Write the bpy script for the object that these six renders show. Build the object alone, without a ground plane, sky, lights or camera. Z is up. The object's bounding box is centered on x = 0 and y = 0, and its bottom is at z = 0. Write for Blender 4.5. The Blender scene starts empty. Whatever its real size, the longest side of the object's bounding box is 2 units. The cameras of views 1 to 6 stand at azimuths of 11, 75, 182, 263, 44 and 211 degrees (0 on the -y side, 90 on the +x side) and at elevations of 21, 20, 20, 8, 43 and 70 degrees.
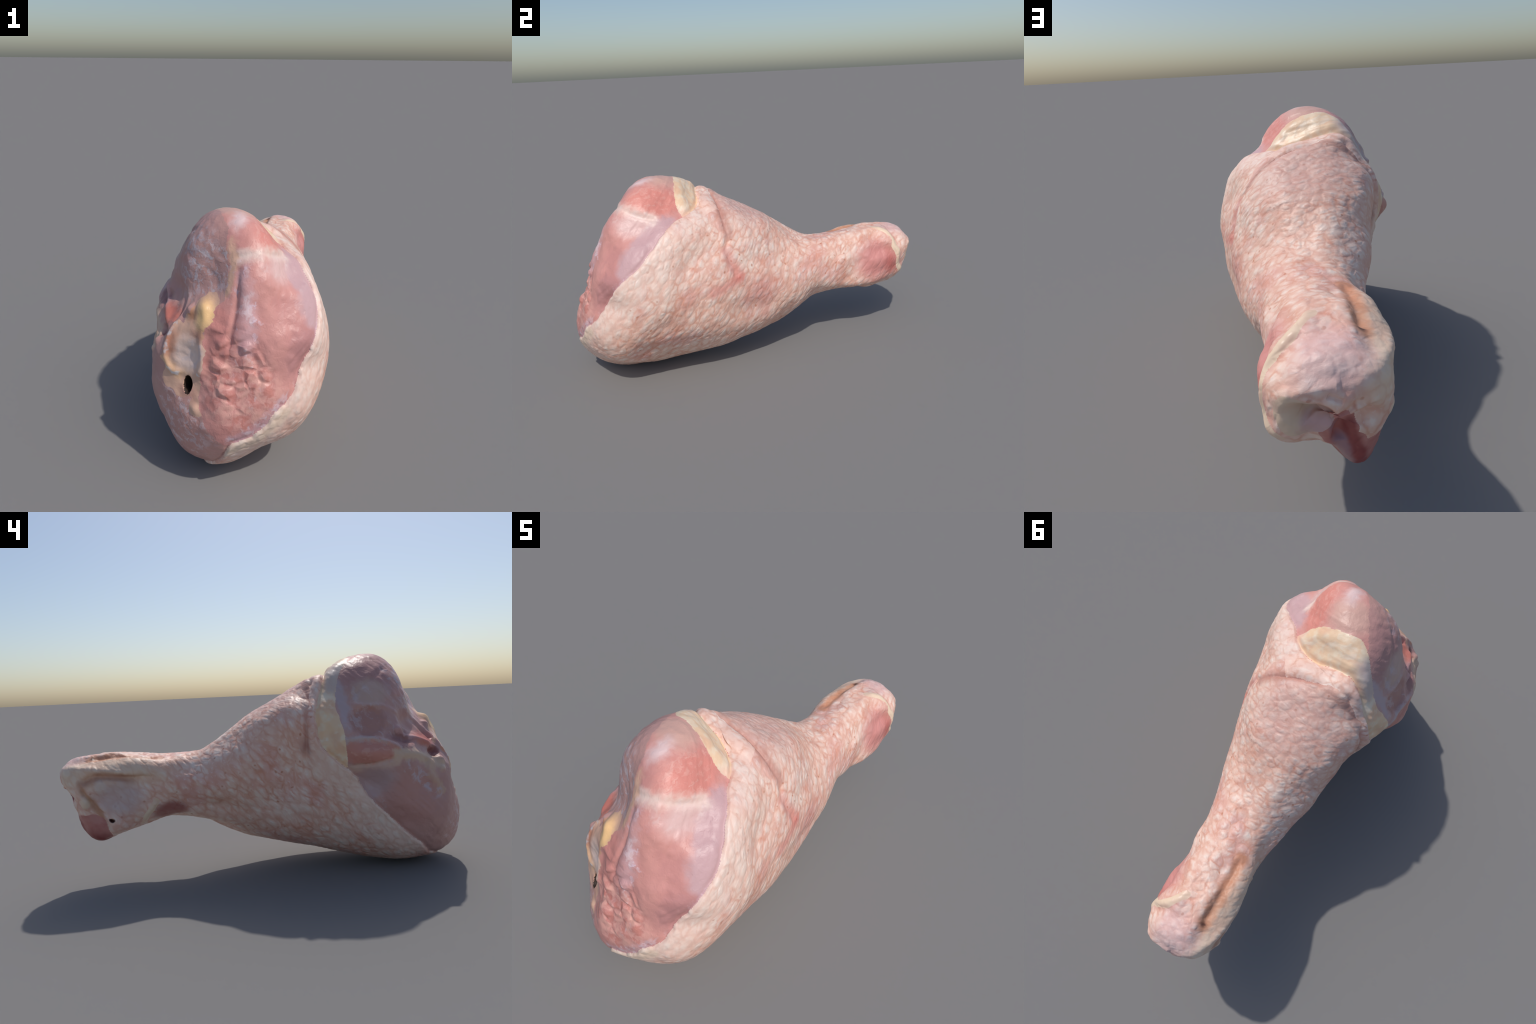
"""Raw chicken drumstick: one continuous lofted body (cross-section radii around a
spine), sculpted with strokes and brushes, split by region into named parts."""
import bpy, math
import numpy as np

rng = np.random.default_rng(7)

# ------------------------------------------------------------------ base loft
# Spine runs from the thick knee end (-y) to the thin hock end (+y).
SPINE_A = np.array([0.0, -0.50, 0.47])
SPINE_B = np.array([-0.03, 0.82, 0.47])
FACE_TILT = math.radians(28)          # the cut knee face leans back
N_SECTIONS = 15
KNEE_CAP = [0, 18, 36, 54, 72]        # polar angles of the cap rings
HOCK_CAP = [72, 45, 22, 0]
N_ANG = 20                            # radii per section, angle 0 = +x, 90 = up

# radii in millimetres, one row per ring
SECTIONS = [
    # knee face centre
    [400],
    # knee face inner ring
    [408, 411, 415, 418, 414, 404, 396, 393, 394, 395, 390, 383, 384, 390, 396, 398, 397, 398, 402, 405],
    # knee face middle ring
    [426, 417, 419, 459, 487, 468, 415, 387, 371, 367, 394, 409, 396, 400, 425, 465, 453, 447, 423, 424],
    # knee face outer ring
    [435, 431, 428, 412, 510, 566, 547, 477, 389, 380, 385, 434, 449, 469, 518, 540, 517, 494, 460, 419],
    # knee face rim
    [410, 404, 416, 436, 444, 555, 580, 498, 429, 411, 395, 393, 465, 504, 566, 568, 508, 496, 460, 427],
    # shank section 1
    [390, 382, 380, 438, 462, 462, 565, 493, 440, 420, 368, 384, 404, 479, 521, 530, 466, 446, 401, 392],
    # shank section 2
    [372, 364, 370, 410, 448, 487, 540, 482, 442, 393, 306, 345, 378, 462, 507, 497, 466, 425, 393, 379],
    # shank section 3
    [351, 349, 364, 394, 438, 474, 490, 465, 390, 341, 319, 320, 353, 412, 462, 472, 445, 413, 386, 365],
    # shank section 4
    [333, 333, 341, 375, 421, 436, 458, 458, 365, 309, 283, 285, 315, 360, 408, 428, 422, 406, 378, 345],
    # shank section 5
    [312, 309, 314, 351, 387, 399, 420, 420, 334, 270, 251, 254, 276, 318, 358, 380, 394, 391, 363, 319],
    # shank section 6
    [287, 283, 281, 311, 352, 363, 379, 386, 321, 257, 228, 224, 242, 278, 311, 342, 365, 365, 339, 296],
    # shank section 7
    [265, 254, 246, 263, 300, 315, 334, 327, 297, 236, 208, 197, 208, 236, 272, 310, 332, 333, 313, 278],
    # shank section 8
    [243, 226, 219, 224, 239, 255, 284, 279, 276, 236, 199, 183, 177, 194, 224, 262, 300, 290, 278, 265],
    # shank section 9
    [215, 201, 198, 195, 191, 202, 228, 230, 227, 209, 181, 158, 145, 161, 183, 199, 246, 244, 243, 230],
    # shank section 10
    [186, 181, 184, 181, 176, 169, 181, 186, 185, 188, 162, 137, 128, 145, 159, 167, 179, 191, 187, 191],
    # shank section 11
    [170, 166, 167, 167, 168, 165, 171, 179, 167, 167, 147, 132, 130, 136, 135, 149, 164, 181, 189, 183],
    # shank section 12
    [166, 166, 156, 160, 163, 165, 166, 184, 185, 154, 145, 143, 146, 146, 152, 148, 163, 183, 191, 173],
    # shank section 13
    [152, 150, 149, 163, 169, 167, 167, 197, 202, 153, 149, 157, 171, 183, 189, 187, 190, 194, 211, 177],
    # shank section 14
    [174, 166, 182, 170, 172, 170, 182, 191, 202, 185, 162, 163, 194, 227, 220, 216, 215, 197, 215, 184],
    # shank section 15
    [170, 158, 173, 162, 160, 157, 172, 176, 193, 177, 159, 145, 169, 223, 256, 192, 193, 201, 195, 179],
    # hock cap rim
    [167, 166, 154, 151, 154, 157, 174, 171, 190, 178, 170, 174, 180, 200, 222, 146, 156, 184, 192, 170],
    # hock cap outer ring
    [177, 187, 189, 191, 187, 190, 190, 200, 201, 186, 171, 153, 160, 152, 154, 155, 140, 144, 168, 173],
    # hock cap inner ring
    [176, 181, 187, 186, 185, 186, 187, 186, 167, 170, 156, 150, 154, 149, 146, 146, 144, 147, 160, 167],
    # hock cap centre
    [164],
]

NI, NJ = 760, 720


def catmull_weights(f):
    return np.array([-.5 * f + f * f - .5 * f ** 3, 1 - 2.5 * f * f + 1.5 * f ** 3,
                     .5 * f + 2 * f * f - 1.5 * f ** 3, -.5 * f * f + .5 * f ** 3])


def upsample_matrix(samples, n, periodic):
    w = np.zeros((len(samples), n))
    for row, v in enumerate(samples):
        b = int(v) if periodic else min(int(v), n - 2)
        for q, wt in enumerate(catmull_weights(v - b)):
            k = (b - 1 + q) % n if periodic else min(max(b - 1 + q, 0), n - 1)
            w[row, k] += wt
    return w


def smooth_grid(a, passes, poles=True):
    for _ in range(passes):
        b = .5 * a + .25 * (np.roll(a, 1, 1) + np.roll(a, -1, 1))
        c = b.copy()
        c[1:-1] = .5 * b[1:-1] + .25 * (b[:-2] + b[2:])
        if poles:
            c[0] = c[1].mean(0)
            c[-1] = c[-2].mean(0)
        a = c
    return a


def build_body():
    rings = [(SPINE_A, math.radians(p), -1, FACE_TILT) for p in KNEE_CAP]
    for i in range(N_SECTIONS):
        s = i / (N_SECTIONS - 1)
        c = SPINE_A + (SPINE_B - SPINE_A) * s + np.array([0, 0, -.03 * math.sin(math.pi * s)])
        rings.append((c, math.pi / 2, -1, FACE_TILT * (1 - min(1, s / .75))))
    rings += [(SPINE_B, math.radians(p), 1, 0.0) for p in HOCK_CAP]
    th = np.arange(N_ANG) * 2 * math.pi / N_ANG
    org = np.zeros((len(rings), N_ANG, 3))
    dirs = np.zeros((len(rings), N_ANG, 3))
    rad = np.zeros((len(rings), N_ANG))
    for i, (c, p, sgn, t) in enumerate(rings):
        up = np.array([0, math.sin(t), math.cos(t)])
        nrm = np.array([0, sgn * math.cos(t), -sgn * math.sin(t)])
        around = np.cos(th)[:, None] * np.array([1., 0, 0]) + np.sin(th)[:, None] * up
        dirs[i] = math.cos(p) * nrm + math.sin(p) * around
        org[i] = c
        rad[i] = np.array(SECTIONS[i]) / 1000.0
    # coarse pass to measure arc length, then resample evenly along the length
    wj = upsample_matrix(np.arange(NJ) * N_ANG / NJ, N_ANG, True)

    def surface(ii):
        wi = upsample_matrix(ii, len(rings), False)
        o = np.einsum('ia,jb,abc->ijc', wi, wj, org)
        d = np.einsum('ia,jb,abc->ijc', wi, wj, dirs)
        d /= np.linalg.norm(d, axis=-1, keepdims=True)
        return o + d * (wi @ rad @ wj.T)[..., None]
    ii = np.linspace(0, len(rings) - 1, 200)
    p = surface(ii)
    seg = np.linalg.norm(np.diff(p, axis=0), axis=-1).mean(1)
    arc = np.concatenate([[0], np.cumsum(seg)])
    ii = np.interp(np.linspace(0, arc[-1], NI), arc, ii)
    p = surface(ii)
    p[0] = p[0].mean(0)
    p[-1] = p[-1].mean(0)
    return smooth_grid(p, 14)


def grid_normals(p):
    du = np.empty_like(p)
    du[1:-1] = p[2:] - p[:-2]
    du[0] = p[1] - p[0]
    du[-1] = p[-1] - p[-2]
    dv = np.roll(p, -1, 1) - np.roll(p, 1, 1)
    n = np.cross(du, dv)
    n[0] = n[1].mean(0)
    n[-1] = n[-2].mean(0)
    n /= np.linalg.norm(n, axis=-1, keepdims=True) + 1e-12
    return n


# ------------------------------------------------------------------ noise
def hash3(ix, iy, iz, seed):
    h = (ix.astype(np.int64) * 374761393 + iy.astype(np.int64) * 668265263
         + iz.astype(np.int64) * 2147483647 + seed * 974711) & 0xFFFFFFFF
    h = ((h ^ (h >> 13)) * 1274126177) & 0xFFFFFFFF
    h = ((h ^ (h >> 15)) * 2246822519) & 0xFFFFFFFF
    return ((h ^ (h >> 16)) & 0xFFFFFF) / float(0x1000000)


def value_noise(q, seed=0):
    """smooth lattice noise in -1..1"""
    b = np.floor(q).astype(np.int64)
    f = q - b
    f = f * f * f * (f * (f * 6 - 15) + 10)
    out = 0
    for dx in (0, 1):
        for dy in (0, 1):
            for dz in (0, 1):
                w = (np.where(dx, f[..., 0], 1 - f[..., 0]) * np.where(dy, f[..., 1], 1 - f[..., 1])
                     * np.where(dz, f[..., 2], 1 - f[..., 2]))
                out = out + w * hash3(b[..., 0] + dx, b[..., 1] + dy, b[..., 2] + dz, seed)
    return out * 2 - 1


def worley(q, seed=0):
    """distance to nearest and second nearest feature point"""
    b = np.floor(q).astype(np.int64)
    f1 = np.full(q.shape[:-1], 9.0)
    f2 = np.full(q.shape[:-1], 9.0)
    for dx in (-1, 0, 1):
        for dy in (-1, 0, 1):
            for dz in (-1, 0, 1):
                c = b + np.array([dx, dy, dz])
                pt = np.stack([c[..., k] + hash3(c[..., 0], c[..., 1], c[..., 2], seed + 11 * k)
                               for k in range(3)], -1)
                d = np.linalg.norm(q - pt, axis=-1)
                f2 = np.minimum(f2, np.maximum(f1, d))
                f1 = np.minimum(f1, d)
    return f1, f2


def sstep(a, b, x):
    t = np.clip((x - a) / (b - a), 0, 1)
    return t * t * (3 - 2 * t)


# ------------------------------------------------------------------ sculpting
P = build_body()
BASE = P.copy()


def brush(center, radii, height, sharp=1.0):
    """raise (or sink) an ellipsoidal spot along the surface normal"""
    global P
    if np.isscalar(radii):
        radii = (radii,) * 3
    d = np.sqrt((((BASE - np.array(center)) / np.array(radii)) ** 2).sum(-1))
    w = 1 - sstep(1 - sharp, 1.0, d)
    P = P + (NRM * (w * height)[..., None])


def curve(points, n=40):
    pts = np.array(points, float)
    t = np.linspace(0, len(pts) - 1, n)
    w = upsample_matrix(t, len(pts), False)
    return w @ pts


def curve_distance(points):
    c = curve(points)
    best = np.full(BASE.shape[:2], 9.0)
    along = np.zeros(BASE.shape[:2])
    lo, hi = c.min(0) - .12, c.max(0) + .12
    m = ((BASE > lo) & (BASE < hi)).all(-1)
    q = BASE[m]
    bd = np.full(len(q), 9.0)
    ba = np.zeros(len(q))
    for k in range(len(c) - 1):
        ab = c[k + 1] - c[k]
        t = np.clip(((q - c[k]) @ ab) / (ab @ ab), 0, 1)
        d = np.linalg.norm(q - c[k] - t[:, None] * ab, axis=1)
        s = d < bd
        bd = np.where(s, d, bd)
        ba = np.where(s, (k + t) / (len(c) - 1), ba)
    best[m] = bd
    along[m] = ba
    return best, along


def stroke(points, width, height, taper=True):
    """ridge (height > 0) or groove (height < 0) along a curve on the surface"""
    global P
    d, a = curve_distance(points)
    w = np.exp(-(d / width) ** 2)
    if taper:
        w = w * np.clip(np.minimum(a, 1 - a) * 6 + .15, 0, 1)
    P = P + NRM * (w * height)[..., None]


def loop_row(points):
    """row index (float) where a line through the points crosses each column"""
    js, is_ = [], []
    for q in points:
        k = ((BASE - np.array(q)) ** 2).sum(-1).argmin()
        is_.append(k // NJ)
        js.append(k % NJ)
    o = np.argsort(js)
    js = np.array(js)[o]
    is_ = np.array(is_, float)[o]
    js = np.concatenate([js - NJ, js, js + NJ])
    is_ = np.tile(is_, 3)
    r = np.interp(np.arange(NJ), js, is_)
    k = np.exp(-(np.arange(-12, 13) / 5.0) ** 2)
    return np.convolve(np.concatenate([r[-12:], r, r[:12]]), k / k.sum(), 'valid')


# border of the skin around the cut knee end (right side, over the top, left side, underneath)
SKIN_EDGE = [(.044, -.980, .247), (.14, -.946, .28), (.215, -.925, .37), (.299, -.898, .434), (.340, -.823, .53),
             (.350, -.749, .60), (.345, -.686, .645), (.325, -.614, .685), (.286, -.540, .758), (.25, -.485, .815),
             (.177, -.420, .845), (.131, -.360, .850), (.10, -.318, .870), (.05, -.285, .89), (.0, -.265, .91),
             (-.05, -.260, .935), (-.11, -.260, .945), (-.17, -.262, .95), (-.215, -.240, .917), (-.265, -.200, .857),
             (-.32, -.175, .754), (-.325, -.194, .646), (-.324, -.251, .577), (-.335, -.307, .533),
             (-.319, -.362, .485), (-.326, -.411, .397), (-.353, -.487, .294), (-.348, -.576, .216),
             (-.307, -.676, .143), (-.22, -.75, .08), (-.10, -.85, .07), (.0, -.94, .15)]
# front border of the yellow fat pad tucked under the folded skin
FAT_EDGE = [(.15, -.372, .84), (.102, -.398, .92), (.047, -.394, .985), (-.064, -.386, 1.024), (-.139, -.390, 1.02),
            (-.19, -.345, .985), (-.235, -.300, .92), (-.296, -.270, .807), (-.345, -.287, .724), (-.362, -.297, .674),
            (-.352, -.310, .60), (-.337, -.312, .535)]
# crease behind the folded skin lip
FOLD = [(.222, -.160, .756), (.173, -.168, .81), (.107, -.172, .858), (.021, -.180, .90), (-.10, -.192, .92),
        (-.185, -.195, .915), (-.225, -.165, .885), (-.303, -.140, .779), (-.301, -.135, .614), (-.277, -.132, .527),
        (-.254, -.129, .369)]

NRM = grid_normals(BASE)
ROWS = np.arange(NI)[:, None]
STEP = np.linalg.norm(np.diff(BASE, axis=0), axis=-1)
STEP = np.concatenate([STEP, STEP[-1:]], 0)
ARC = np.concatenate([np.zeros((1, NJ)), np.cumsum(STEP, 0)[:-1]], 0)


def signed_arc(row):
    """distance along the length from a border row, positive toward the hock"""
    lo = np.floor(row).astype(int)
    f = row - lo
    cols = np.arange(NJ)
    a0 = ARC[lo, cols] * (1 - f) + ARC[np.minimum(lo + 1, NI - 1), cols] * f
    return ARC - a0[None, :]


skin_row = loop_row(SKIN_EDGE)
ragged = value_noise(np.stack([np.cos(np.arange(NJ) * 2 * np.pi / NJ) * 16, np.sin(np.arange(NJ) * 2 * np.pi / NJ) * 16,
                               np.zeros(NJ)], -1), 3)
skin_row = skin_row + ragged * 1.2
skin_d = signed_arc(skin_row)
fat_cols = []
for q in FAT_EDGE:
    fat_cols.append(((BASE - np.array(q)) ** 2).sum(-1).argmin() % NJ)
fat_lo, fat_hi = min(fat_cols), max(fat_cols)
fat_d = signed_arc(loop_row(FAT_EDGE))
in_fat_span = np.zeros(NJ, bool)
in_fat_span[fat_lo:fat_hi + 1] = True


fold_cols = [((BASE - np.array(q)) ** 2).sum(-1).argmin() % NJ for q in FOLD]
fold_lo, fold_hi = min(fold_cols), max(fold_cols)
fold_d = signed_arc(loop_row(FOLD))
_c = np.arange(NJ)
fold_span = sstep(fold_lo - 10, fold_lo + 60, _c) * (1 - sstep(fold_hi - 150, fold_hi, _c))


def sculpt():
    global P
    # skin lip: the skin stands proud of the meat and rolls over along its border
    lip = .010 * np.exp(-np.maximum(skin_d, 0) / .05) * sstep(-.004, .012, skin_d)
    lip = lip - .005 * np.exp(-((skin_d + .004) / .014) ** 2)
    P = P + NRM * lip[..., None]
    # folded collar between the skin border and the crease behind it
    u = skin_d / np.maximum(skin_d - fold_d, .02)
    collar = sstep(-.05, .45, u) * (1 - sstep(.62, 1.0, u)) * fold_span[None, :]
    P = P + NRM * (.008 * collar)[..., None]
    d, a = curve_distance(FOLD)
    w = np.exp(-(d / .010) ** 2) * np.clip(np.minimum(a * 4 + .2, (1 - a) * 2.0), 0, 1)
    P = P - NRM * (w * .010)[..., None]
    # fat pad: swollen cushion between meat and skin
    fw = sstep(-.01, .05, fat_d) * sstep(-.005, .035, -skin_d) * in_fat_span[None, :]
    fw = fw * (1 + .25 * value_noise(BASE * 14, 15))
    P = P + NRM * (fw * .011)[..., None]
    for pts, wd, h in STROKES:
        stroke(pts, wd, h)
    for c, r, h, sh in BRUSHES:
        brush(c, r, h, sh)


STROKES = [
    # crease running down from the fold on the right side
    ([(.222, -.165, .756), (.262, -.177, .686), (.29, -.15, .60), (.296, -.137, .55)], .018, -.008),
    # valley between the knee lobules and the big calf muscle
    ([(.03, -.718, .887), (.032, -.809, .742), (.025, -.85, .654), (.025, -.881, .556)], .014, -.010),
    ([(.06, -.735, .86), (.075, -.812, .73), (.07, -.86, .62)], .025, .006),
    # white band between upper and lower muscle
    ([(.0, -.69, .91), (.08, -.675, .925), (.16, -.60, .90), (.19, -.48, .865)], .014, -.006),
    # strand across the hollow on the left
    ([(-.343, -.53, .706), (-.336, -.586, .672), (-.30, -.661, .639), (-.275, -.729, .607)], .016, .014),
    # fascia edge under the hollow
    ([(-.364, -.293, .661), (-.374, -.403, .662), (-.385, -.477, .644), (-.383, -.543, .608)], .010, .010),
    # cream tendon arc on the left
    ([(-.394, -.516, .583), (-.358, -.621, .582), (-.336, -.69, .544), (-.355, -.681, .495), (-.354, -.737, .42)],
     .020, .010),
    # borders of the muscle domes above the hollow, gap beside the joint
    ([(-.20, -.53, .97), (-.222, -.499, .945), (-.271, -.403, .885), (-.295, -.325, .81)], .012, -.007),
    ([(-.304, -.346, .812), (-.318, -.407, .803), (-.306, -.487, .795), (-.285, -.56, .75)], .013, .009),
    ([(-.215, -.64, .735), (-.205, -.70, .685), (-.245, -.75, .63)], .013, -.014),
    # groove under the red muscle
    ([(-.335, -.32, .545), (-.388, -.431, .55), (-.395, -.507, .575)], .010, -.008),
    # rim of the joint cup
    ([(-.192, -.685, .717), (-.204, -.742, .655), (-.247, -.784, .602), (-.26, -.817, .547), (-.25, -.831, .494),
      (-.219, -.851, .464), (-.153, -.884, .482), (-.088, -.888, .488)], .014, .009),
    # hock: lip over a long groove, joint line, tendon cord
    ([(-.112, .97, .573), (-.182, .862, .576), (-.199, .769, .565), (-.196, .679, .55), (-.183, .602, .545)], .018, .008),
    ([(-.192, .873, .508), (-.196, .848, .533), (-.199, .801, .543), (-.204, .724, .538), (-.185, .65, .524),
      (-.176, .557, .523)], .014, -.014),
    ([(-.192, .873, .50), (-.192, .873, .476), (-.187, .849, .442), (-.163, .82, .395), (-.172, .781, .358),
      (-.172, .779, .308)], .009, -.007),
    ([(-.164, .55, .405), (-.16, .575, .373), (-.149, .601, .339), (-.123, .62, .30)], .014, .008),
    # slit on the top of the hock
    ([(-.109, .535, .606), (-.115, .613, .616), (-.119, .696, .624), (-.122, .777, .622),
      (-.122, .830, .618)], .020, -.014),
    # pale tendon around the hock joint, right side
    ([(.0, .77, .632), (.05, .83, .606), (.086, .854, .572), (.115, .854, .533), (.126, .872, .499),
      (.127, .872, .431), (.117, .891, .389), (.093, .911, .375)], .018, .009),
    # channel at the end of the hock
    ([(-.05, .98, .47), (-.056, .96, .43), (-.05, .93, .37)], .022, -.03),
    ([(.087, .958, .52), (.03, .984, .547), (-.018, .986, .557), (-.054, .986, .559)], .016, .008),
    ([(-.022, .991, .538), (-.058, .995, .525)], .006, -.008),
    # jagged cartilage ridge from the knee knob down to the marrow hole
    ([(-.095, -.755, .745), (-.085, -.81, .68), (-.095, -.835, .61), (-.085, -.88, .53), (-.095, -.89, .46)], .020, .012),
    # loose skin flap on the joint side: rolled edge and the crease behind it
    ([(-.27, -.19, .84), (-.312, -.165, .75), (-.318, -.18, .66), (-.318, -.235, .585)], .020, .010),
    ([(-.29, -.145, .80), (-.303, -.138, .74), (-.301, -.135, .62), (-.277, -.132, .50)], .013, -.012),
]
BRUSHES = [
    # shallow hollow between the muscles on the left, deeper toward the joint
    ((-.34, -.405, .735), (.12, .085, .075), -.008, .3),
    ((-.36, -.50, .69), (.12, .08, .055), -.010, .8),
    ((-.345, -.58, .66), (.12, .09, .05), -.024, .8),
    ((-.28, -.62, .72), (.10, .09, .07), -.020, 1),
    # puffed collar over the fat pad and other broad corrections of volume
    ((.0, -.265, .895), (.14, .080, .11), .028, 1),
    ((.03, -.23, .89), (.13, .08, .10), .014, 1),
    ((.30, -.82, .33), (.12, .10, .10), .010, 1),
    ((.35, -.77, .43), (.10, .09, .10), .010, 1),
    ((.34, -.57, .29), (.10, .14, .10), .010, 1),
    ((-.266, -.665, .675), (.08, .08, .06), -.012, 1),
    ((-.14, .243, .362), (.10, .12, .08), -.010, 1),
    ((-.327, -.24, .71), (.10, .05, .09), -.010, 1),
    ((-.244, .007, .488), (.08, .07, .06), .008, 1),
    ((.123, -.43, .898), (.05, .05, .05), .008, 1),
    ((.16, -.773, .741), (.06, .06, .06), .007, 1),
    ((.268, -.235, .703), (.07, .07, .07), -.008, 1),
    # knobs of the knee joint
    ((-.312, -.762, .541), (.035, .03, .03), .012, 1),
    ((-.330, -.756, .500), (.03, .03, .025), .010, 1),
    ((-.16, -.75, .698), (.03, .04, .025), .010, 1),
    # fuller lower flank
    ((.33, -.32, .33), (.16, .26, .13), .014, 1),
    ((.30, -.10, .30), (.12, .16, .10), .008, 1),
    ((-.29, -.735, .578), (.06, .045, .032), -.022, .8),
    # domes over the hollow
    ((-.29, -.44, .86), (.1, .1, .06), .006, 1),
    # red muscle
    ((-.39, -.40, .60), (.1, .12, .045), .012, 1),
    # joint cup and marrow hole
    ((-.16, -.84, .55), (.075, .08, .06), -.008, .8),
    ((-.147, -.89, .429), (.022, .08, .036), -.10, .6),
    ((-.11, -.775, .72), (.07, .05, .06), .014, 1),
    ((-.17, -.755, .69), (.05, .05, .04), .012, 1),
    ((-.105, -.935, .352), (.03, .04, .03), .008, 1),
    # hock knobs
    ((-.188, .863, .423), (.035, .035, .035), .004, 1),
    ((-.18, .79, .40), (.06, .07, .07), .009, 1),
    ((-.19, .80, .49), (.04, .05, .05), .006, 1),
    ((-.179, .756, .335), (.03, .014, .009), -.02, .8),
    # sunken red patch and joint socket
    ((.11, .745, .56), (.09, .11, .11), -.034, 1),
    ((.02, .985, .475), (.075, .08, .055), -.065, .9),
    ((.025, .965, .433), (.06, .06, .045), -.018, 1),
    ((.06, .735, .608), (.06, .10, .06), -.012, 1),
    ((-.108, .949, .453), (.06, .06, .07), -.022, 1),
]
sculpt()

# ------------------------------------------------------------------ regions
# line where the right-hand muscles meet the joint side: x as a function of the
# direction around the knee end (angle in the y-z plane, 0 = straight at -y)
SEAM = [(-.21, -.20, .905), (-.215, -.238, .911), (-.177, -.298, .972), (-.17, -.377, 1.009), (-.14, -.428, 1.029),
        (-.086, -.531, 1.04), (-.041, -.608, 1.009), (-.028, -.682, .908), (-.013, -.743, .813), (-.018, -.767, .762),
        (-.056, -.776, .728), (-.050, -.82, .69), (-.077, -.838, .668), (-.089, -.821, .605), (-.075, -.87, .579),
        (-.077, -.885, .529), (-.089, -.889, .435), (-.089, -.914, .38), (-.065, -.955, .329), (-.036, -.977, .29),
        (.036, -.979, .23), (.062, -.963, .20), (.03, -.90, .10)]
_s = np.array(SEAM)
_phi = np.arctan2(_s[:, 2] - .5, -(_s[:, 1] + .25))
_o = np.argsort(_phi)
phi = np.arctan2(BASE[..., 2] - .5, -(BASE[..., 1] + .25))
seam_x = np.interp(phi, _phi[_o], _s[_o, 0])
seam_x = seam_x + .005 * value_noise(BASE * 45, 21) + .004 * value_noise(BASE * 110, 22)
left_side = seam_x - BASE[..., 0]          # > 0 on the joint side


def ellipsoid(center, radii, wobble=.12):
    d = np.sqrt((((BASE - np.array(center)) / np.array(radii)) ** 2).sum(-1))
    return 1 - d + wobble * value_noise(BASE * 28, 31)


cartilage_f = np.maximum.reduce([ellipsoid((-.16, -.84, .57), (.115, .13, .115), .3),
                                 ellipsoid((-.095, -.785, .70), (.055, .09, .09), .35),
                                 ellipsoid((-.165, -.87, .455), (.115, .10, .075), .25),
                                 ellipsoid((-.10, -.935, .355), (.035, .05, .04), .4)])
hole_f = ellipsoid((-.147, -.895, .427), (.021, .10, .036), 0)
red_f = np.maximum(ellipsoid((-.385, -.40, .60), (.15, .135, .055)), ellipsoid((-.385, -.50, .595), (.1, .07, .035)))
tendon_d, _ = curve_distance(STROKES[17][0])
cord_d, _ = curve_distance(STROKES[15][0])
tendon_f = np.maximum(.017 - tendon_d, .015 - cord_d) + .004 * value_noise(BASE * 30, 41)
lump_f = np.maximum(ellipsoid((-.12, .845, .29), (.085, .085, .10), .05), ellipsoid((-.05, .955, .42), (.05, .06, .08), .05))
lump_f = np.maximum(lump_f, ellipsoid((-.075, .92, .33), (.05, .06, .075), .05))
socket_f = ellipsoid((.045, .975, .455), (.085, .06, .075), .08)
# folded collar of skin: from the cut border back to the crease, on top and down the joint side
fold_w = .20 * sstep(fold_lo - 5, fold_lo + 75, _c) * (1 - sstep(fold_hi - 240, fold_hi - 120, _c))
in_fold = (_c > fold_lo - 5) & (_c < fold_hi - 60)
fold_f = np.where(in_fold[None, :], np.minimum(-fold_d - .004, fold_w[None, :] - skin_d), -1.0)
fold_f = fold_f + .006 * value_noise(BASE * 40, 55)
band_z = np.interp(BASE[..., 1], [-.75, -.69, -.60, -.48, -.40], [.90, .915, .895, .862, .845])
fat_f = np.where(in_fat_span[None, :], np.minimum(fat_d, -skin_d), -1.0) + .003 * value_noise(BASE * 50, 51)

REGION_NAMES = ["skin", "fat_pad", "shin_muscle", "calf_muscle", "fascia", "inner_muscle", "flank_muscle",
                "knee_cartilage", "marrow_hole", "tendon", "hock_lump", "hock_socket", "skin_fold"]


def classify():
    def avg(f):
        g = np.roll(f, -1, 1)
        return .25 * (f[:-1] + f[1:] + g[:-1] + g[1:])
    sk, le, z = avg(skin_d), avg(left_side), avg(BASE[..., 2])
    reg = np.where(le > 0, np.where(z > .64 + .015 * avg(value_noise(BASE * 9, 61)), 4, 6),
                   np.where(z > avg(band_z), 2, 3))
    reg = np.where((le > 0) & (avg(red_f) > 0), 5, reg)
    reg = np.where((le > 0) & (avg(cartilage_f) > 0), 7, reg)
    reg = np.where((le > 0) & (avg(hole_f) > 0), 8, reg)
    fa = avg(fat_f)
    reg = np.where((fa > 0), 1, reg)
    reg = np.where(sk > 0, 0, reg)
    reg = np.where((sk > 0) & (avg(fold_f) > 0), 12, reg)
    reg = np.where((sk > 0) & (avg(lump_f) > 0), 10, reg)
    reg = np.where((sk > 0) & (avg(socket_f) > 0), 11, reg)
    reg = np.where((sk > 0) & (avg(tendon_f) > 0), 9, reg)
    return reg


REG = classify()

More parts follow.
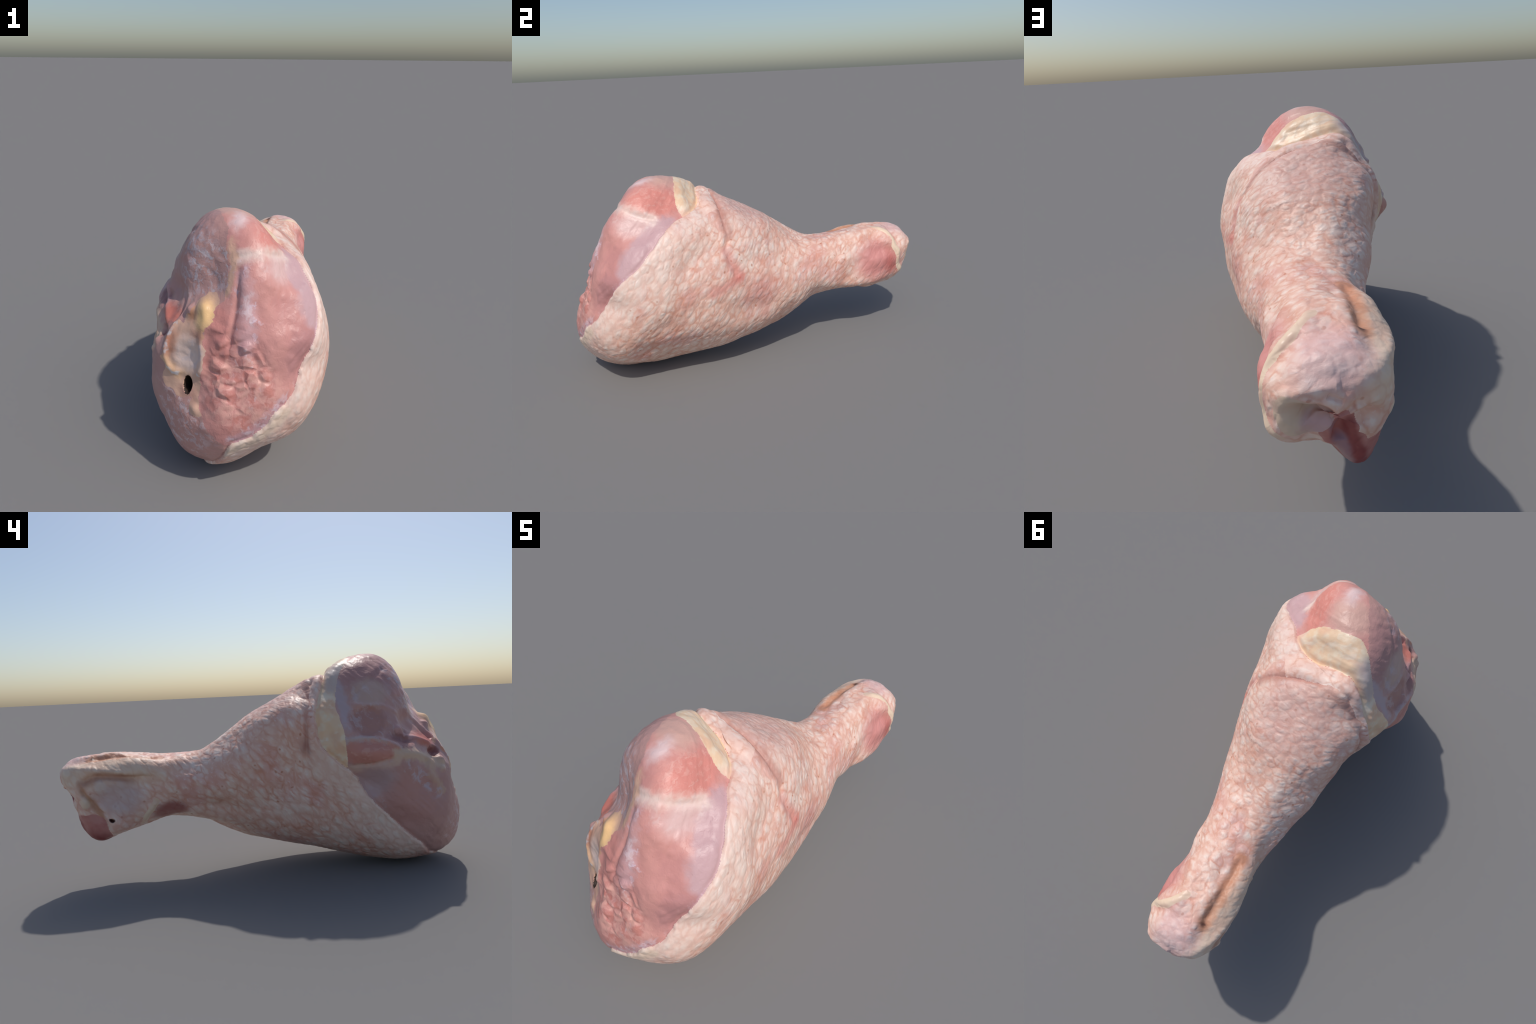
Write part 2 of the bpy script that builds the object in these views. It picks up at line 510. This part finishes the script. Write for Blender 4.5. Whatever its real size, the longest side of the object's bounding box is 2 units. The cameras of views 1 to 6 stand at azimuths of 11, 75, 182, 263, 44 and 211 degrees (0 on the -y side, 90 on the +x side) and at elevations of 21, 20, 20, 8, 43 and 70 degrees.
# ------------------------------------------------------------------ fine relief
def fine_relief():
    global P
    n = grid_normals(P)
    # skin: pimply wrinkles drawn out along the leg and down the flank
    sk = sstep(.0, .02, skin_d)
    y, z, x = BASE[..., 1], BASE[..., 2], BASE[..., 0]
    along = np.stack([x, .62 * y + .78 * z, -.78 * y + .62 * z], -1)
    warp = .012 * np.stack([value_noise(BASE * 9, 70 + k) for k in range(3)], -1)
    q = (along + warp) * np.array([26, 17, 34])
    f1, f2 = worley(q, 5)
    bumps = sstep(0, .45, f2 - f1) - .6
    folds = value_noise((along + warp) * np.array([9, 4.5, 12]), 75)
    h = sk * (.0012 * bumps + .0030 * folds)
    # lobules of meat at the lower front
    lob = np.clip(ellipsoid((.06, -.91, .52), (.16, .12, .20), 0) * 2.2, 0, 1) * (skin_d < 0)
    g1, g2 = worley((BASE + warp) * np.array([14, 14, 17]), 9)
    h = h + lob * (.013 * (sstep(0, .6, g2 - g1) - .5))
    meat = (skin_d < 0)
    fibre = value_noise(np.stack([x * 10, (y + z) * 9, (y - z) * 60], -1) + 40 * warp, 83)
    h = h + meat * (.0025 * value_noise(BASE * 13, 80) + .0018 * value_noise(BASE * 34, 81) + .0012 * fibre)
    P = P + n * h[..., None]


fine_relief()

# ------------------------------------------------------------------ materials
def srgb(r, g, b):
    def f(c):
        c /= 255.0
        return c / 12.92 if c <= .04045 else ((c + .055) / 1.055) ** 2.4
    return (f(r), f(g), f(b), 1.0)


class Tree:
    """small helper for building layered node materials on Object coordinates"""

    def __init__(self, name, rough=.5, spec=.4, ragged=.012):
        self.mat = bpy.data.materials.new(name)
        self.mat.use_nodes = True
        self.t = self.mat.node_tree
        self.t.nodes.clear()
        self.out = self.n('ShaderNodeOutputMaterial')
        self.bsdf = self.n('ShaderNodeBsdfPrincipled')
        self.t.links.new(self.bsdf.outputs[0], self.out.inputs[0])
        self.bsdf.inputs['Roughness'].default_value = rough
        self.bsdf.inputs['Specular IOR Level'].default_value = spec
        self.co = self.n('ShaderNodeTexCoord').outputs['Object']
        w = self.noise(7.0, 3, 'Color')
        sub = self.vmath('SUBTRACT', w, (.5, .5, .5))
        scl = self.vmath('SCALE', sub, None, .05)
        fine = self.vmath('SCALE', self.vmath('SUBTRACT', self.noise(38.0, 2, 'Color'), (.5, .5, .5)), None, ragged)
        self.warp = self.vmath('ADD', self.vmath('ADD', self.co, scl), fine)
        self.col = None

    def n(self, kind):
        return self.t.nodes.new(kind)

    def link(self, a, b):
        self.t.links.new(a, b)

    def vmath(self, op, a, b=None, s=None):
        v = self.n('ShaderNodeVectorMath')
        v.operation = op
        self.link(a, v.inputs[0])
        if b is not None:
            if isinstance(b, tuple):
                v.inputs[1].default_value = b
            else:
                self.link(b, v.inputs[1])
        if s is not None:
            v.inputs['Scale'].default_value = s
        return v.outputs['Value'] if op in ('LENGTH', 'DOT_PRODUCT', 'DISTANCE') else v.outputs['Vector']

    def math(self, op, a, b=None, clamp=False):
        m = self.n('ShaderNodeMath')
        m.operation = op
        m.use_clamp = clamp
        for k, v in enumerate((a, b)):
            if v is None:
                continue
            if isinstance(v, (int, float)):
                m.inputs[k].default_value = v
            else:
                self.link(v, m.inputs[k])
        return m.outputs[0]

    def mapping(self, src, loc=(0, 0, 0), rot=(0, 0, 0), scale=(1, 1, 1), kind='TEXTURE'):
        m = self.n('ShaderNodeMapping')
        m.vector_type = kind
        self.link(src, m.inputs['Vector'])
        m.inputs['Location'].default_value = loc
        m.inputs['Rotation'].default_value = tuple(math.radians(a) for a in rot)
        m.inputs['Scale'].default_value = scale
        return m.outputs[0]

    def noise(self, scale, detail=2, out='Fac', src=None, rough=.5, dist=0.0):
        x = self.n('ShaderNodeTexNoise')
        x.inputs['Scale'].default_value = scale
        x.inputs['Detail'].default_value = detail
        x.inputs['Roughness'].default_value = rough
        x.inputs['Distortion'].default_value = dist
        self.link(src if src is not None else self.co, x.inputs['Vector'])
        return x.outputs[out]

    def voronoi(self, scale, feature='F1', src=None, out='Distance', smooth=None):
        x = self.n('ShaderNodeTexVoronoi')
        x.feature = feature
        x.inputs['Scale'].default_value = scale
        if smooth is not None and 'Smoothness' in x.inputs:
            x.inputs['Smoothness'].default_value = smooth
        self.link(src if src is not None else self.warp, x.inputs['Vector'])
        return x.outputs[out]

    def ramp(self, v, lo, hi, a=0.0, b=1.0):
        m = self.n('ShaderNodeMapRange')
        m.interpolation_type = 'SMOOTHSTEP'
        self.link(v, m.inputs['Value'])
        m.inputs['From Min'].default_value = lo
        m.inputs['From Max'].default_value = hi
        m.inputs['To Min'].default_value = a
        m.inputs['To Max'].default_value = b
        return m.outputs[0]

    def blob(self, c, r, rot=(0, 0, 0), soft=.35):
        d = self.vmath('LENGTH', self.mapping(self.warp, c, rot, r))
        return self.ramp(d, 1 - soft, 1 + soft, 1.0, 0.0)

    def path(self, pts, radius, soft=.5, src=None):
        """mask within a radius of a polyline"""
        best = None
        src = src or self.warp
        for a, b in zip(pts[:-1], pts[1:]):
            ab = tuple(q - p for p, q in zip(a, b))
            l2 = sum(v * v for v in ab)
            rel = self.vmath('SUBTRACT', src, tuple(a))
            t = self.math('MULTIPLY', self.vmath('DOT_PRODUCT', rel, ab), 1 / l2, clamp=True)
            v = self.n('ShaderNodeVectorMath')
            v.operation = 'SCALE'
            v.inputs[0].default_value = ab
            self.link(t, v.inputs['Scale'])
            d = self.vmath('LENGTH', self.vmath('SUBTRACT', rel, v.outputs['Vector']))
            best = d if best is None else self.math('MINIMUM', best, d)
        return self.ramp(best, radius * (1 - soft), radius * (1 + soft), 1.0, 0.0)

    def lines(self, scale, width, src=None, detail=1):
        """thin wandering lines: where a noise crosses its middle value"""
        v = self.noise(scale, detail, src=src if src is not None else self.co)
        return self.ramp(self.math('ABSOLUTE', self.math('SUBTRACT', v, .5)), width * .3, width, 1.0, 0.0)

    def streaks(self, scale, rot, stretch=.22, lo=.54, hi=.68):
        """soft streaks drawn out along one direction"""
        q = self.mapping(self.mapping(self.warp, rot=rot, kind='POINT'), scale=(1, 1, stretch), kind='POINT')
        return self.ramp(self.noise(scale, 3, src=q, rough=.6), lo, hi)

    def base(self, color):
        rgb = self.n('ShaderNodeRGB')
        rgb.outputs[0].default_value = color
        self.col = rgb.outputs[0]

    def layer(self, color, mask, amount=1.0):
        m = self.n('ShaderNodeMix')
        m.data_type = 'RGBA'
        if amount != 1.0:
            mask = self.math('MULTIPLY', mask, amount)
        self.link(mask, m.inputs[0])
        self.link(self.col, m.inputs[6])
        m.inputs[7].default_value = color
        self.col = m.outputs[2]

    def mul(self, a, b):
        return self.math('MULTIPLY', a, b)

    def inv(self, a):
        return self.math('SUBTRACT', 1.0, a)

    def finish(self, height=None, distance=.004, strength=1.0):
        self.link(self.col, self.bsdf.inputs['Base Color'])
        if height is not None:
            b = self.n('ShaderNodeBump')
            b.inputs['Strength'].default_value = strength
            b.inputs['Distance'].default_value = distance
            self.link(height, b.inputs['Height'])
            self.link(b.outputs[0], self.bsdf.inputs['Normal'])
        return self.mat


def skin_material():
    t = Tree('raw_skin', .47, .4)
    co = t.mapping(t.warp, rot=(38, 0, 0), kind='POINT')
    st = t.mapping(co, scale=(1.0, 1.35, .68), kind='POINT')
    dot = t.voronoi(23, 'SMOOTH_F1', st, smooth=.35)
    edge = t.voronoi(23, 'DISTANCE_TO_EDGE', st)
    fine = t.noise(55, 3, src=st)
    wrink = t.noise(20, 3, src=st)
    big = t.noise(3.6, 3)
    pink = t.noise(4.6, 3, src=t.mapping(t.co, loc=(3, 1, 2), kind='POINT'))
    t.base(srgb(241, 201, 182))
    t.layer(srgb(248, 220, 204), t.ramp(big, .44, .64), .7)            # creamy areas
    t.layer(srgb(230, 174, 164), t.ramp(pink, .5, .68), .7)            # pink areas
    t.layer(srgb(250, 234, 222), t.mul(t.ramp(dot, .45, .12), t.ramp(fine, .34, .60)), .6)     # pimple tops
    t.layer(srgb(219, 146, 116), t.mul(t.ramp(edge, .20, .0), t.ramp(wrink, .36, .60)), .55)
    t.layer(srgb(220, 150, 126), t.mul(t.ramp(dot, .40, .64), t.ramp(wrink, .52, .40)), .4)   # creases between them
    t.layer(srgb(246, 228, 226), t.ramp(t.noise(80, 2, src=st), .60, .72), .35)
    t.layer(srgb(220, 148, 124), t.streaks(13, (38, 0, 0), .22, .52, .70), .5)      # stretched diagonal wrinkles
    t.layer(srgb(250, 232, 216), t.streaks(17, (38, 0, 0), .25, .56, .72), .45)
    t.layer(srgb(190, 112, 74), t.mul(t.ramp(t.voronoi(19, 'F1', t.warp), .15, .06), t.ramp(big, .36, .5)), .6)   # pores
    t.layer(srgb(214, 140, 118), t.ramp(wrink, .58, .72), .4)
    # paler, creamier skin toward the cut border
    t.layer(srgb(250, 226, 212), t.path([(.10, -.95, .24), (.33, -.83, .48), (.30, -.55, .72), (.14, -.35, .85)], .10, .9), .5)
    t.layer(srgb(248, 224, 208), t.path([(-.32, -.26, .58), (-.33, -.42, .40), (-.31, -.66, .16)], .09, .9), .5)
    # saddle behind the fold: smoother and mauve-pink
    t.layer(srgb(212, 168, 158), t.blob((-.02, -.05, .84), (.2, .2, .14), soft=.5), .5)
    t.layer(srgb(190, 136, 122), t.path([FOLD[0], FOLD[2], FOLD[4], FOLD[6], FOLD[8]], .022, .9), .8)  # shadow behind the lip, painted brown along the crease
    # pink bruises on the right flank
    t.layer(srgb(214, 128, 122), t.path([(.262, -.177, .686), (.29, -.15, .60), (.30, -.13, .55), (.33, -.27, .50)],
                                        .03, .9), .5)
    t.layer(srgb(206, 104, 92), t.blob((.296, -.137, .55), (.04, .026, .018), soft=.9), .5)
    t.layer(srgb(214, 130, 122), t.blob((.27, .0, .46), (.1, .12, .07), soft=.8), .4)
    # red patch near the hock, right side
    t.layer(srgb(212, 138, 132), t.blob((.13, .735, .47), (.10, .125, .125), soft=.55), .9)
    t.layer(srgb(186, 92, 84), t.blob((.13, .83, .44), (.06, .045, .07), soft=.7), .6)
    # dark red patch under the shank, left side
    t.layer(srgb(168, 98, 92), t.blob((-.13, .49, .345), (.07, .085, .06), soft=.35), .9)
    # pale yellow fat under the skin at the hock, left side, and along the lower border
    t.layer(srgb(236, 208, 178), t.blob((-.17, .80, .56), (.07, .30, .075), soft=.5), .6)
    t.layer(srgb(204, 180, 178), t.blob((-.18, .72, .44), (.06, .11, .08), soft=.5), .7)
    t.layer(srgb(238, 214, 188), t.blob((-.19, .865, .425), (.04, .022, .026), soft=.4), .8)
    t.layer(srgb(224, 202, 190), t.blob((-.195, .80, .50), (.04, .03, .035), soft=.5), .7)
    t.layer(srgb(188, 130, 104), t.path(STROKES[13][0][::2], .020, .8), .7)  # brown shading drawn into the hock groove
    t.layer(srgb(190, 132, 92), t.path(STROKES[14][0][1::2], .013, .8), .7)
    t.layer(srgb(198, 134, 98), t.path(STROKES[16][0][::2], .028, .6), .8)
    t.layer(srgb(70, 40, 36), t.blob((-.122, .822, .622), (.018, .022, .012)), .9)
    t.layer(srgb(50, 22, 20), t.blob((-.179, .756, .335), (.03, .013, .008), soft=.3), 1)
    t.layer(srgb(226, 194, 190), t.blob((-.03, .92, .58), (.09, .1, .06), soft=.5), .7)
    t.layer(srgb(240, 214, 186), t.path([(.02, -.975, .2), (.12, -.95, .24), (.25, -.90, .36)], .03, .7), .6)
    h = t.math('ADD', t.math('MULTIPLY', dot, -1.0), t.math('MULTIPLY', fine, .35))
    return t.finish(h, .008, .55)


def fold_material():
    t = Tree('folded_skin', .48, .35)
    n2 = t.noise(30, 3, src=t.warp)
    st = t.mapping(t.mapping(t.warp, rot=(38, 0, 0), kind='POINT'), scale=(1.0, 1.35, .68), kind='POINT')
    dot = t.voronoi(23, 'SMOOTH_F1', st, smooth=.35)
    t.base(srgb(243, 206, 190))
    t.layer(srgb(230, 178, 162), t.ramp(t.noise(9, 3), .48, .68), .4)
    t.layer(srgb(250, 234, 220), t.ramp(dot, .45, .12), .5)
    t.layer(srgb(246, 228, 216), t.streaks(20, (0, 70, 20), .3), .5)
    t.layer(srgb(216, 148, 118), t.mul(t.ramp(t.voronoi(23, 'DISTANCE_TO_EDGE', st), .2, .0), t.ramp(n2, .4, .6)), .4)
    t.layer(srgb(214, 158, 136), t.ramp(n2, .60, .74), .4)
    return t.finish(n2, .006, .45)


def flesh_right():
    t = Tree('pink_meat', .42, .4, .04)
    fib = t.noise(60, 3, src=t.mapping(t.warp, rot=(0, 0, 0), scale=(1, .25, .5), kind='POINT'))
    n1 = t.noise(6, 3)
    n2 = t.noise(24, 4, src=t.warp)
    t.base(srgb(220, 156, 146))
    t.layer(srgb(204, 140, 134), t.ramp(n1, .45, .65), .6)
    t.layer(srgb(188, 134, 132), t.blob((.34, -.76, .55), (.12, .15, .10), soft=.4), .8)
    t.layer(srgb(208, 172, 174), t.path([(.20, -.46, .85), (.25, -.55, .80), (.30, -.62, .73), (.33, -.67, .68)], .065, .35), .85)
    t.layer(srgb(208, 166, 172), t.path([(.35, -.70, .63), (.34, -.82, .53), (.28, -.90, .44), (.18, -.94, .33), (.06, -.985, .26)], .022, .6), .8)
    # upper muscle
    t.layer(srgb(228, 144, 130), t.blob((.11, -.51, .94), (.13, .15, .075), soft=.35), .85)
    t.layer(srgb(236, 172, 158), t.mul(t.ramp(fib, .52, .7), t.blob((.11, -.51, .94), (.14, .16, .09))), .6)
    # white band
    t.layer(srgb(246, 222, 208), t.path([(.03, -.69, .92), (.10, -.665, .925), (.155, -.60, .90), (.18, -.52, .87)], .026, .95), .8)
    t.layer(srgb(240, 212, 206), t.blob((.17, -.63, .85), (.075, .08, .05), soft=.6), .6)
    # cream at the top and along the seam
    t.layer(srgb(218, 176, 160), t.blob((-.05, -.45, 1.03), (.1, .08, .06), soft=.5), .8)
    t.layer(srgb(236, 214, 212), t.blob((-.01, -.55, 1.0), (.035, .06, .07), soft=.6), .75)
    t.layer(srgb(228, 184, 156), t.path([(-.02, -.64, .96), (.0, -.71, .88), (-.01, -.755, .79)], .022, .6), .85)
    t.layer(srgb(208, 136, 126), t.path([(-.03, -.81, .70), (-.03, -.86, .58), (-.02, -.90, .47)], .045, .5), .7)
    t.layer(srgb(216, 184, 190), t.path([(.06, -.735, .85), (.085, -.80, .74), (.085, -.86, .62)], .032, .6), .45)
    # wet sheen on the meat, painted as pale lilac flecks
    t.layer(srgb(226, 198, 206), t.mul(t.ramp(n2, .56, .66), t.path([(.06, -.735, .85), (.09, -.81, .73), (.09, -.86, .62)], .045, .5)), .85)
    lobe = t.blob((.08, -.93, .47), (.16, .10, .17), soft=.4)
    t.layer(srgb(234, 178, 162), t.mul(lobe, t.ramp(n2, .42, .62)), .7)
    t.layer(srgb(202, 124, 110), t.mul(lobe, t.ramp(n2, .5, .36)), .65)
    # pale wrinkled membrane and threads
    thread = t.streaks(26, (35, 0, 0), .35)
    t.layer(srgb(234, 208, 208), t.mul(thread, t.path([(.02, -.70, .90), (.07, -.80, .75), (.08, -.86, .62), (.12, -.93, .45)], .05, .6)), .65)
    t.layer(srgb(236, 212, 206), t.mul(t.streaks(16, (60, 0, 20), .3), t.blob((.18, -.60, .85), (.12, .14, .09), soft=.5)), .55)
    t.layer(srgb(236, 190, 176), t.mul(t.streaks(40, (80, 0, 30), .2), t.blob((.10, -.51, .95), (.14, .15, .09), soft=.4)), .35)
    t.layer(srgb(228, 202, 206), t.mul(t.streaks(36, (40, 0, 0), .5, .48, .62), t.path([(.35, -.70, .63), (.34, -.82, .53), (.28, -.90, .44), (.18, -.94, .33), (.06, -.985, .26)], .03, .6)), .7)
    h = t.math('ADD', t.math('MULTIPLY', fib, .5), n2)
    return t.finish(h, .006, .5)


def flesh_left():
    t = Tree('membrane_meat', .42, .4, .04)
    n1 = t.noise(6, 3)
    n2 = t.noise(26, 4, src=t.warp)
    streak = t.noise(50, 3, src=t.mapping(t.warp, rot=(30, 0, 0), scale=(1, .3, 1), kind='POINT'))
    t.base(srgb(206, 158, 148))
    t.layer(srgb(192, 146, 140), t.ramp(n1, .42, .62), .6)
    # domes of muscle
    t.layer(srgb(186, 138, 134), t.blob((-.22, -.44, .93), (.12, .12, .12), soft=.3), .8)
    t.layer(srgb(208, 176, 162), t.blob((-.29, -.44, .86), (.08, .085, .06), (0, 0, 0), .4), .8)
    t.layer(srgb(196, 180, 186), t.path([(-.25, -.29, .90), (-.30, -.31, .80), (-.33, -.31, .70)], .03, .6), .7)
    t.layer(srgb(198, 182, 188), t.mul(t.ramp(n2, .48, .62), t.blob((-.17, -.59, .92), (.09, .08, .09), soft=.5)), .75)
    t.layer(srgb(206, 188, 192), t.mul(t.ramp(streak, .52, .64), t.blob((-.12, -.70, .82), (.12, .09, .08), soft=.5)), .7)
    t.layer(srgb(212, 148, 138), t.blob((-.22, -.60, .86), (.07, .05, .03), soft=.6), .5)
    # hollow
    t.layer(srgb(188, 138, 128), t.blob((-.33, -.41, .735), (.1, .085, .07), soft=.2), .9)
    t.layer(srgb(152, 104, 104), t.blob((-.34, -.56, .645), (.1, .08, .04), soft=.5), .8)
    t.layer(srgb(206, 186, 182), t.path([(-.364, -.293, .661), (-.374, -.403, .664), (-.385, -.477, .646), (-.383, -.543, .61)], .014, .6), .8)
    t.layer(srgb(206, 160, 158), t.path([(-.343, -.53, .706), (-.336, -.586, .672), (-.30, -.661, .639)], .014, .6), .8)
    t.layer(srgb(206, 118, 102), t.blob((-.27, -.69, .635), (.06, .07, .035), soft=.5), .85)
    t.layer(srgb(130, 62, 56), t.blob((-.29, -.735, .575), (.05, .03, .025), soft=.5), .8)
    # red muscle
    t.layer(srgb(212, 142, 126), t.blob((-.385, -.41, .60), (.12, .13, .055), soft=.25), .85)
    t.layer(srgb(224, 172, 156), t.mul(t.ramp(streak, .52, .68), t.blob((-.385, -.41, .60), (.12, .14, .06))), .5)
    # lower muscle with membrane and cream tendon
    t.layer(srgb(222, 190, 164), t.path([(-.394, -.516, .583), (-.358, -.621, .582), (-.336, -.69, .544), (-.33, -.76, .52)], .028, .5), .85)
    t.layer(srgb(214, 176, 150), t.path([(-.345, -.69, .54), (-.355, -.70, .48), (-.35, -.75, .40)], .022, .5), .7)
    t.layer(srgb(222, 190, 172), t.path([(-.34, -.33, .53), (-.388, -.44, .54), (-.394, -.52, .55)], .018, .7), .7)
    t.layer(srgb(198, 168, 168), t.blob((-.36, -.44, .46), (.1, .10, .075), soft=.35), .85)
    t.layer(srgb(204, 150, 140), t.blob((-.36, -.60, .36), (.12, .12, .14), soft=.35), .75)
    t.layer(srgb(206, 186, 192), t.mul(t.ramp(n2, .5, .64), t.path([(-.38, -.589, .53), (-.359, -.665, .461), (-.358, -.72, .40)], .03, .5)), .8)
    t.layer(srgb(212, 156, 144), t.blob((-.15, -.93, .25), (.2, .12, .14), soft=.5), .7)
    t.layer(srgb(214, 192, 194), t.mul(t.ramp(streak, .55, .66), t.blob((-.15, -.92, .28), (.16, .12, .13), soft=.5)), .6)
    t.layer(srgb(200, 172, 176), t.path([(-.32, -.37, .47), (-.34, -.44, .37), (-.36, -.52, .28), (-.34, -.62, .20)], .016, .7), .7)
    # pale wrinkled membrane and threads
    wr = t.streaks(34, (70, 20, 35), .35, .5, .64)
    t.layer(srgb(220, 206, 208), t.mul(wr, t.blob((-.12, -.66, .85), (.14, .14, .13), soft=.5)), .75)
    t.layer(srgb(230, 204, 202), t.mul(wr, t.blob((-.17, -.90, .27), (.17, .14, .16), soft=.4)), .7)
    t.layer(srgb(210, 192, 194), t.mul(t.streaks(22, (20, 0, 0), .2), t.blob((-.33, -.42, .78), (.12, .16, .16), soft=.4)), .5)
    t.layer(srgb(208, 188, 190), t.mul(t.streaks(30, (40, 0, 0), .5), t.path([(-.32, -.37, .47), (-.34, -.44, .37), (-.36, -.52, .28), (-.34, -.62, .20)], .03, .6)), .6)
    h = t.math('ADD', t.math('MULTIPLY', streak, .6), n2)
    return t.finish(h, .006, .5)


def fat_material():
    t = Tree('yellow_fat', .42, .45)
    n2 = t.noise(22, 4, src=t.warp)
    t.base(srgb(244, 208, 172))
    t.layer(srgb(244, 226, 200), t.ramp(n2, .45, .65), .7)
    t.layer(srgb(232, 180, 148), t.ramp(t.noise(9, 3), .52, .68), .6)
    t.layer(srgb(248, 232, 212), t.streaks(18, (0, 60, 20), .3), .6)
    t.layer(srgb(232, 186, 168), t.blob((.13, -.37, .85), (.05, .05, .05), soft=.6), .6)
    t.layer(srgb(200, 180, 178), t.path([(-.19, -.31, .97), (-.25, -.27, .90)], .035, .6), .75)
    return t.finish(n2, .006, .5)


def cartilage_material():
    t = Tree('cartilage', .4, .45, .03)
    n2 = t.noise(24, 4, src=t.warp)
    t.base(srgb(228, 182, 156))  # base tinted warmer to offset bluish sky light on the shaded side
    t.layer(srgb(238, 210, 196), t.blob((-.15, -.85, .55), (.075, .1, .07), soft=.4), .85)
    t.layer(srgb(214, 194, 192), t.mul(t.ramp(n2, .5, .65), t.blob((-.12, -.85, .56), (.08, .1, .07))), .6)
    t.layer(srgb(250, 204, 142), t.blob((-.09, -.79, .70), (.04, .07, .075), soft=.5), .9)
    t.layer(srgb(206, 132, 86), t.blob((-.15, -.76, .68), (.03, .05, .035), soft=.6), .7)
    t.layer(srgb(216, 138, 104), t.blob((-.25, -.80, .56), (.04, .05, .06), soft=.6), .75)
    t.layer(srgb(186, 116, 100), t.blob((-.10, -.82, .63), (.04, .05, .025), soft=.6), .6)
    t.layer(srgb(232, 186, 144), t.path([(-.25, -.83, .50), (-.20, -.86, .465), (-.15, -.885, .478)], .02, .7), .7)
    t.layer(srgb(192, 130, 118), t.blob((-.14, -.90, .40), (.05, .05, .03), soft=.6), .5)
    t.layer(srgb(232, 226, 226), t.path(STROKES[11][0], .007, .7), .8)
    return t.finish(n2, .006, .5)


def simple_material(name, color, second, rough=.4, scale=14):
    t = Tree(name, rough, .45)
    t.base(color)
    t.layer(second, t.ramp(t.noise(scale, 4, src=t.warp), .42, .64), .8)
    return t


def lump_material():
    t = simple_material('bloody_joint', srgb(204, 140, 130), srgb(190, 116, 108))
    t.layer(srgb(132, 40, 40), t.blob((-.10, .84, .215), (.1, .09, .07), soft=.5), .85)
    t.layer(srgb(150, 60, 58), t.path([(-.075, .94, .42), (-.095, .92, .34), (-.11, .89, .26)], .025, .5), .85)
    t.layer(srgb(170, 130, 134), t.path([(-.04, .96, .42), (-.06, .93, .34), (-.07, .90, .27)], .022, .5), .85)
    return t.finish(t.noise(30, 3), .005, .4)


def socket_material():
    t = simple_material('pale_cartilage', srgb(222, 186, 166), srgb(230, 204, 178))
    t.layer(srgb(206, 164, 168), t.blob((-.01, .965, .42), (.05, .06, .05), soft=.5), .8)
    t.layer(srgb(176, 118, 104), t.blob((.0, .98, .47), (.05, .05, .02), soft=.7), .5)
    return t.finish(t.noise(30, 3), .005, .4)


# ------------------------------------------------------------------ assembly
def build():
    mats = {}
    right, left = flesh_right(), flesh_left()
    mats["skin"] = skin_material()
    mats["skin_fold"] = fold_material()
    mats["fat_pad"] = fat_material()
    mats["shin_muscle"] = mats["calf_muscle"] = right
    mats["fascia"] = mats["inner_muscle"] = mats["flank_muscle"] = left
    mats["knee_cartilage"] = cartilage_material()
    t = Tree('blackened_pit', .6, .3)
    t.base(srgb(44, 34, 30))
    t.layer(srgb(60, 44, 36), t.ramp(t.noise(40), .4, .6))
    mats["marrow_hole"] = t.finish()
    mats["tendon"] = simple_material('tendon_white', srgb(240, 212, 184), srgb(234, 196, 172)).finish()
    mats["hock_lump"] = lump_material()
    mats["hock_socket"] = socket_material()

    root = bpy.data.objects.new("chicken_drumstick", None)
    root["label"] = "raw chicken drumstick with pimply pale skin and pink meat"
    root["category"] = "chicken leg"
    bpy.context.scene.collection.objects.link(root)

    nrm = grid_normals(P)
    idx = np.arange(NI * NJ).reshape(NI, NJ)
    idx[0, :] = 0
    idx[-1, :] = (NI - 1) * NJ
    a = idx[:-1]
    b = idx[1:]
    a2, b2 = np.roll(a, -1, 1), np.roll(b, -1, 1)
    quads = np.stack([a, b, b2, a2], -1)
    verts = P.reshape(-1, 3)
    norms = nrm.reshape(-1, 3)
    for k, name in enumerate(REGION_NAMES):
        f = quads[REG == k]
        if len(f) == 0:
            continue
        tri_top = f[:, 0] == f[:, 3]
        tri_end = f[:, 1] == f[:, 2]
        q = f[~tri_top & ~tri_end]
        t3 = np.concatenate([f[tri_top][:, [0, 1, 2]], f[tri_end][:, [0, 1, 3]]])
        loops = np.concatenate([q.ravel(), t3.ravel()])
        used, inv = np.unique(loops, return_inverse=True)
        me = bpy.data.meshes.new(name)
        me.vertices.add(len(used))
        me.vertices.foreach_set('co', verts[used].astype(np.float32).ravel())
        me.loops.add(len(loops))
        me.loops.foreach_set('vertex_index', inv.astype(np.int32).ravel())
        starts = np.concatenate([np.arange(len(q)) * 4, len(q) * 4 + np.arange(len(t3)) * 3]).astype(np.int32)
        me.polygons.add(len(starts))
        me.polygons.foreach_set('loop_start', starts)
        me.polygons.foreach_set('use_smooth', np.ones(len(starts), bool))
        me.update(calc_edges=True)
        me.validate()
        me.normals_split_custom_set_from_vertices(norms[used].astype(np.float32).tolist())
        me.materials.append(mats[name])
        ob = bpy.data.objects.new(name, me)
        ob.parent = root
        bpy.context.scene.collection.objects.link(ob)


build()
